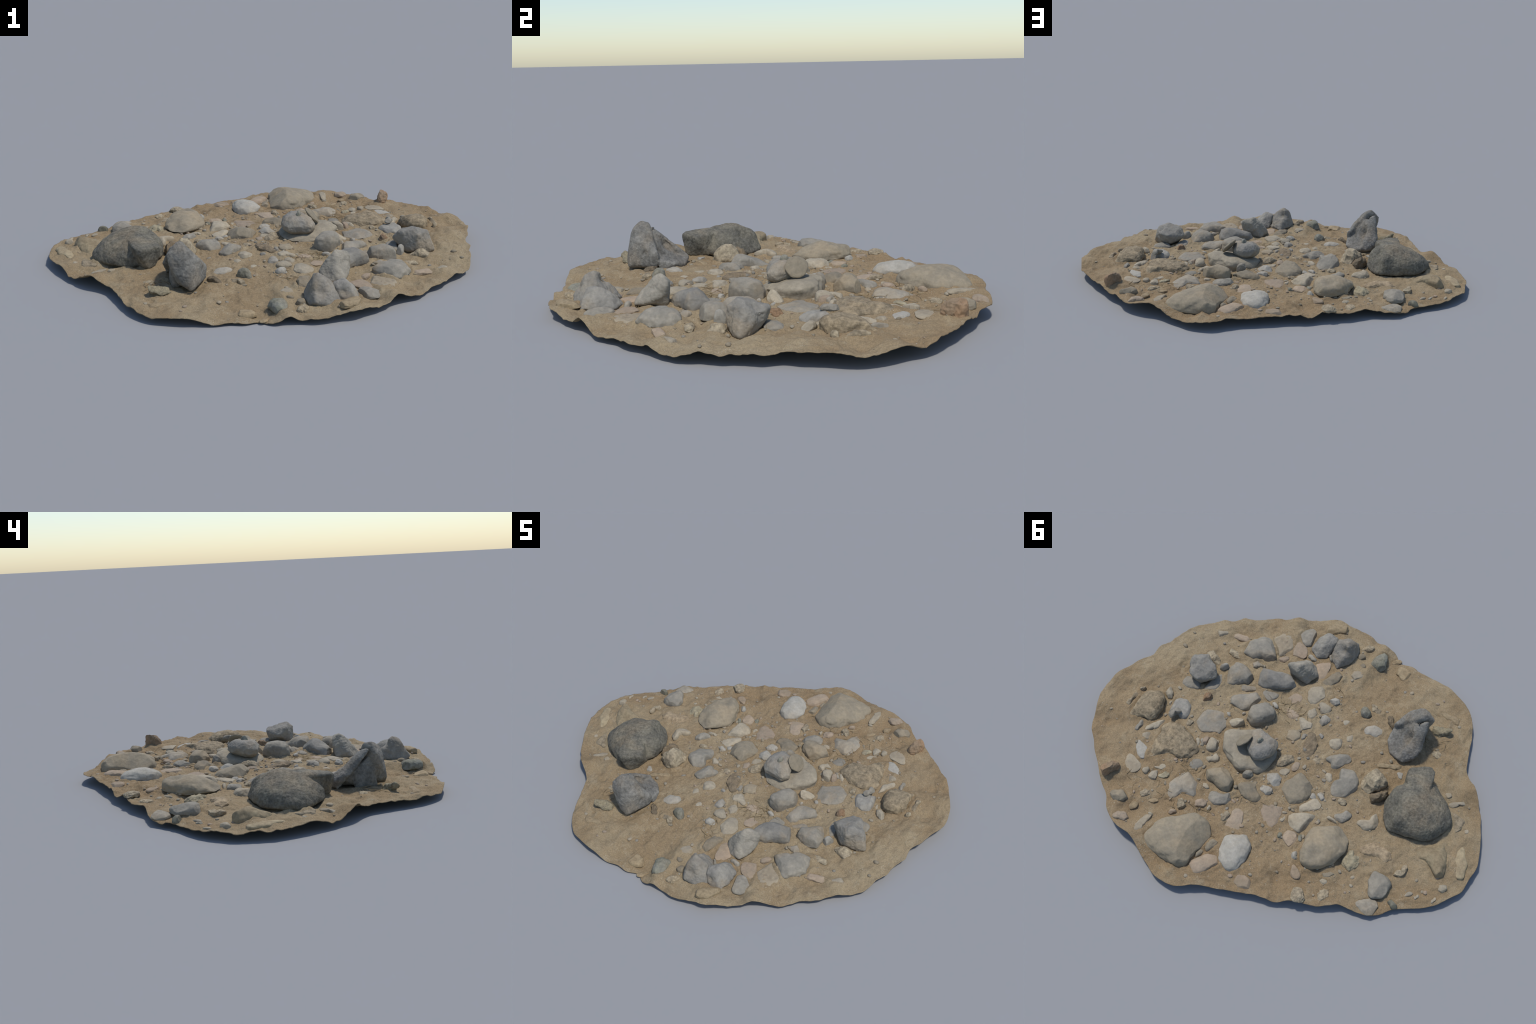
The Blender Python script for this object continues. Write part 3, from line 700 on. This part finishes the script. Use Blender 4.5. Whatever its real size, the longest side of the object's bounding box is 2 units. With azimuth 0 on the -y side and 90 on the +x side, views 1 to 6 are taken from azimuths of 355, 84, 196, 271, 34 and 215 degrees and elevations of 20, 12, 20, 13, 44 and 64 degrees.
# ------------------------------------------------------------------ the dark upright stone
front_slab = block([
    (-0.455, -0.515, 0.190), (-0.452, -0.530, 0.165), (-0.415, -0.502, 0.233), (-0.400, -0.465, 0.228), (-0.368, -0.515, 0.206),
    (-0.322, -0.490, 0.150), (-0.297, -0.430, 0.100), (-0.305, -0.440, 0.050), (-0.360, -0.563, 0.043), (-0.390, -0.565, 0.068),
    (-0.335, -0.535, 0.060), (-0.412, -0.535, 0.065), (-0.430, -0.500, 0.100), (-0.370, -0.440, 0.045),
    (-0.402, -0.540, 0.190), (-0.385, -0.533, 0.210), (-0.370, -0.558, 0.100), (-0.340, -0.522, 0.160)])
back_arm = block([
    (-0.440, -0.490, 0.212), (-0.415, -0.462, 0.205), (-0.450, -0.425, 0.165), (-0.478, -0.400, 0.110), (-0.472, -0.350, 0.095),
    (-0.438, -0.360, 0.120), (-0.428, -0.420, 0.160), (-0.430, -0.302, 0.060), (-0.400, -0.302, 0.074), (-0.465, -0.345, 0.045),
    (-0.420, -0.360, 0.060)])
foot = block([
    (-0.300, -0.430, 0.075), (-0.310, -0.360, 0.060), (-0.360, -0.312, 0.055), (-0.420, -0.302, 0.070), (-0.440, -0.360, 0.080),
    (-0.380, -0.420, 0.088), (-0.350, -0.440, 0.100), (-0.300, -0.420, 0.035), (-0.350, -0.320, 0.035), (-0.440, -0.330, 0.035)])
web = block([
    (-0.440, -0.505, 0.120), (-0.442, -0.430, 0.120), (-0.430, -0.480, 0.170), (-0.450, -0.420, 0.040), (-0.435, -0.520, 0.040),
    (-0.390, -0.440, 0.050), (-0.400, -0.500, 0.050), (-0.400, -0.460, 0.150)])
saddle = block([
    (-0.350, -0.440, 0.135), (-0.440, -0.405, 0.130), (-0.410, -0.450, 0.200), (-0.380, -0.455, 0.178), (-0.400, -0.420, 0.150), (-0.365, -0.375, 0.085), (-0.435, -0.355, 0.085),
    (-0.350, -0.440, 0.060), (-0.440, -0.440, 0.060), (-0.400, -0.360, 0.050)])
fused_stone("upright_boulder", "slate", [], extra=join_meshes(join_meshes(join_meshes(front_slab, back_arm), join_meshes(foot, web)), saddle),
            smooth=18, grow=0.004, lump=0.003, hollows=[((-0.400, -0.400, 0.130), 0.026, 0.018)])

# ------------------------------------------------------------------ angular cobbles
fused_stone("cobble", "blue", [], extra=block([
    (0.136, -0.660, 0.143), (0.150, -0.690, 0.131), (0.125, -0.640, 0.134), (0.120, -0.700, 0.115), (0.190, -0.660, 0.109),
    (0.234, -0.700, 0.035), (0.225, -0.650, 0.038), (0.185, -0.735, 0.030), (0.120, -0.742, 0.050), (0.100, -0.720, 0.030),
    (0.085, -0.680, 0.045), (0.092, -0.620, 0.045), (0.130, -0.562, 0.035), (0.180, -0.590, 0.040)]),
    voxel=0.004, smooth=13, grow=0.0045, lump=0.003, freq=25,
    hollows=[((0.150, -0.728, 0.088), 0.020, 0.014), ((0.135, -0.628, 0.112), 0.022, 0.020)])
fused_stone("cobble", "blue", [], extra=block([
    (0.203, -0.655, 0.098), (0.213, -0.685, 0.085), (0.250, -0.640, 0.106), (0.250, -0.675, 0.103), (0.246, -0.590, 0.083),
    (0.285, -0.640, 0.075), (0.294, -0.705, 0.040), (0.250, -0.715, 0.033), (0.310, -0.650, 0.035), (0.250, -0.550, 0.038),
    (0.208, -0.580, 0.040), (0.300, -0.580, 0.035), (0.200, -0.680, 0.035)]),
    voxel=0.004, smooth=13, grow=0.0045, lump=0.003, freq=25, hollows=[((0.235, -0.700, 0.075), 0.016, 0.008)])
fused_stone("cobble", "grey", [], extra=block([
    (0.176, -0.448, 0.069), (0.180, -0.470, 0.040), (0.240, -0.434, 0.139), (0.250, -0.415, 0.151), (0.307, -0.392, 0.129),
    (0.250, -0.380, 0.120), (0.312, -0.400, 0.090), (0.271, -0.514, 0.040), (0.240, -0.500, 0.060), (0.302, -0.460, 0.055),
    (0.290, -0.390, 0.040), (0.200, -0.400, 0.040), (0.210, -0.500, 0.035)]),
    voxel=0.004, smooth=13, grow=0.0045, lump=0.003, freq=25, hollows=[((0.272, -0.448, 0.095), 0.016, 0.012), ((0.288, -0.43, 0.100), 0.012, 0.008)])
fused_stone("cobble", "blue", [], extra=block([
    (0.660, -0.168, 0.147), (0.610, -0.160, 0.138), (0.660, -0.110, 0.136), (0.668, -0.058, 0.117), (0.625, -0.058, 0.112),
    (0.580, -0.150, 0.128), (0.660, -0.196, 0.125), (0.715, -0.150, 0.128), (0.700, -0.090, 0.112), (0.560, -0.130, 0.095),
    (0.660, -0.198, 0.060), (0.640, -0.196, 0.050), (0.600, -0.150, 0.055), (0.748, -0.165, 0.040), (0.640, -0.120, 0.038),
    (0.660, -0.078, 0.070), (0.620, -0.072, 0.066), (0.690, -0.120, 0.045),
    (0.700, -0.185, 0.040), (0.700, -0.120, 0.040), (0.620, -0.175, 0.040)]),
    voxel=0.004, smooth=13, grow=0.0045, lump=0.004, freq=22, hollows=[((0.69, -0.115, 0.13), 0.020, 0.012), ((0.70, -0.10, 0.10), 0.02, 0.012)])

# shard of yellowish rock tilted against the sand beside it
fused_stone("rock_shard", "lichen", [], extra=block([
    (-0.537, -0.585, 0.082), (-0.532, -0.600, 0.068), (-0.500, -0.575, 0.066), (-0.490, -0.540, 0.062), (-0.450, -0.550, 0.060),
    (-0.443, -0.570, 0.045), (-0.500, -0.530, 0.038), (-0.480, -0.590, 0.040), (-0.520, -0.570, 0.045), (-0.450, -0.535, 0.038)]),
    voxel=0.003, smooth=5, lump=0.004, freq=40, grow=0.002, hollows=[((-0.49, -0.565, 0.066), 0.014, 0.008)])

# ------------------------------------------------------------------ leaning disc on the stone stack
def leaning_disc(name, kind, centre, normal, radius, thick):
    v, f = icosphere(5)
    nrm = np.array(normal, float)
    nrm /= np.linalg.norm(nrm)
    u = np.cross(nrm, (0, 0, 1.0))
    u /= np.linalg.norm(u)
    w = np.cross(nrm, u)
    rho = np.hypot(v[:, 0], v[:, 1])
    k = rho ** 0.7 / np.maximum(rho, 1e-6)
    p = (v[:, 0] * k)[:, None] * u * radius + (v[:, 1] * k)[:, None] * w * radius * 1.08 + v[:, 2:3] * nrm * thick
    p = p * (1 + 0.06 * fbm(v * 1.7, 91, 2))[:, None] + np.array(centre)
    return make_object(name, p, f, MATERIALS[kind])


fused_stone("cobble", "blue", [], extra=block(
    ring_points((0.145, 0.051), TOP_STONE_PLAN, [(0.086, 0.62), (0.104, 0.95), (0.128, 1.0), (0.150, 0.78), (0.157, 0.55)], lean=(0.0, 0.12))),
    voxel=0.004, smooth=8, grow=0.003, lump=0.003, freq=25, hollows=[((0.10, 0.03, 0.15), 0.015, 0.006)])
leaning_disc("flat_stone", "tan", (0.220, 0.089, 0.145), (0.72, -0.10, 0.65), 0.043, 0.011)

# ------------------------------------------------------------------ gravel and straw
def scatter_gravel(n):
    rng = np.random.default_rng(5)
    v, f = icosphere(2)
    groups = {"pale": [], "tan": [], "pink": [], "grey": []}
    keys = list(groups)
    px, py = rng.uniform(-0.95, 0.95, n * 12), rng.uniform(-0.82, 0.82, n * 12)
    inside = np.hypot(px, py) < periodic(RIM_RADIUS, np.arctan2(py, px)) / 1000 * 0.96
    dense = 0.10 + 0.9 * np.exp(-(((px - 0.2) / 0.45) ** 2 + ((py - 0.12) / 0.4) ** 2)) + 0.35 * np.exp(-(((px + 0.5) / 0.4) ** 2 + ((py - 0.35) / 0.25) ** 2))
    keep = np.nonzero(inside & (rng.random(n * 12) < dense))[0][:n]
    pz = sand_level(px[keep], py[keep])
    for k, (x, y, z) in enumerate(zip(px[keep], py[keep], pz)):
        s = 0.0025 + 0.0085 * rng.random() ** 2.2
        q = v * (s * rng.uniform(0.8, 1.5), s * rng.uniform(0.7, 1.1), s * rng.uniform(0.4, 0.8))
        q = q * (1 + 0.22 * noise3(v * 1.6 + k, k))[:, None]
        a = rng.uniform(0, 6.28)
        ca, sa = math.cos(a), math.sin(a)
        q = np.stack([q[:, 0] * ca - q[:, 1] * sa + x, q[:, 0] * sa + q[:, 1] * ca + y, q[:, 2] + z + s * 0.15], 1)
        groups[keys[rng.choice(4, p=[0.4, 0.2, 0.25, 0.15])]].append(q)
    for key, lst in groups.items():
        verts = np.concatenate(lst)
        faces = [tuple(i + k * len(v) for i in fc) for k in range(len(lst)) for fc in f]
        o = make_object("gravel", verts, faces, MATERIALS[key])
        o["kind"] = "stuff"


def straw(n):
    rng = np.random.default_rng(8)
    verts, faces = [], []
    spots = [(0.62, -0.08), (0.30, 0.50), (0.20, 0.50), (0.12, 0.52), (0.33, 0.33), (0.05, 0.30), (0.22, -0.20), (0.16, -0.22), (0.45, -0.05),
             (0.55, 0.52), (0.40, 0.33), (-0.45, -0.52), (-0.50, -0.50), (0.30, -0.50), (0.06, -0.42), (0.42, 0.5), (0.10, 0.03)]
    roots = np.array([spots[i] for i in rng.integers(len(spots), size=n)]) + rng.normal(size=(n, 2)) * (0.035, 0.03)
    levels = sand_level(roots[:, 0].copy(), roots[:, 1].copy())
    for (x, y), level in zip(roots, levels):
        a, L, w = rng.uniform(0, 6.28), rng.uniform(0.02, 0.07), rng.uniform(0.0007, 0.0016)
        bend = rng.normal() * 0.35
        z0 = level + 0.002
        rise = rng.uniform(0.0, 0.012)
        base = len(verts)
        seg = 6
        for i in range(seg + 1):
            t = i / seg
            aa = a + bend * t
            px, py = x + L * t * math.cos(aa), y + L * t * math.sin(aa)
            pz = z0 + rise * t + 0.003 * math.sin(t * 3.1)
            r = w * (1 - 0.5 * t)
            for j in range(5):
                th = j * 2 * math.pi / 5
                verts.append((px - math.sin(aa) * r * math.cos(th), py + math.cos(aa) * r * math.cos(th), pz + r * math.sin(th)))
        for i in range(seg):
            for j in range(5):
                b0 = base + i * 5
                faces.append((b0 + j, b0 + (j + 1) % 5, b0 + 5 + (j + 1) % 5, b0 + 5 + j))
        faces.append(tuple(base + j for j in range(4, -1, -1)))
        faces.append(tuple(base + seg * 5 + j for j in range(5)))
    o = make_object("dry_straw", verts, faces, STRAW_MAT)
    o["kind"] = "stuff"


build_sand()
scatter_gravel(620)
straw(150)
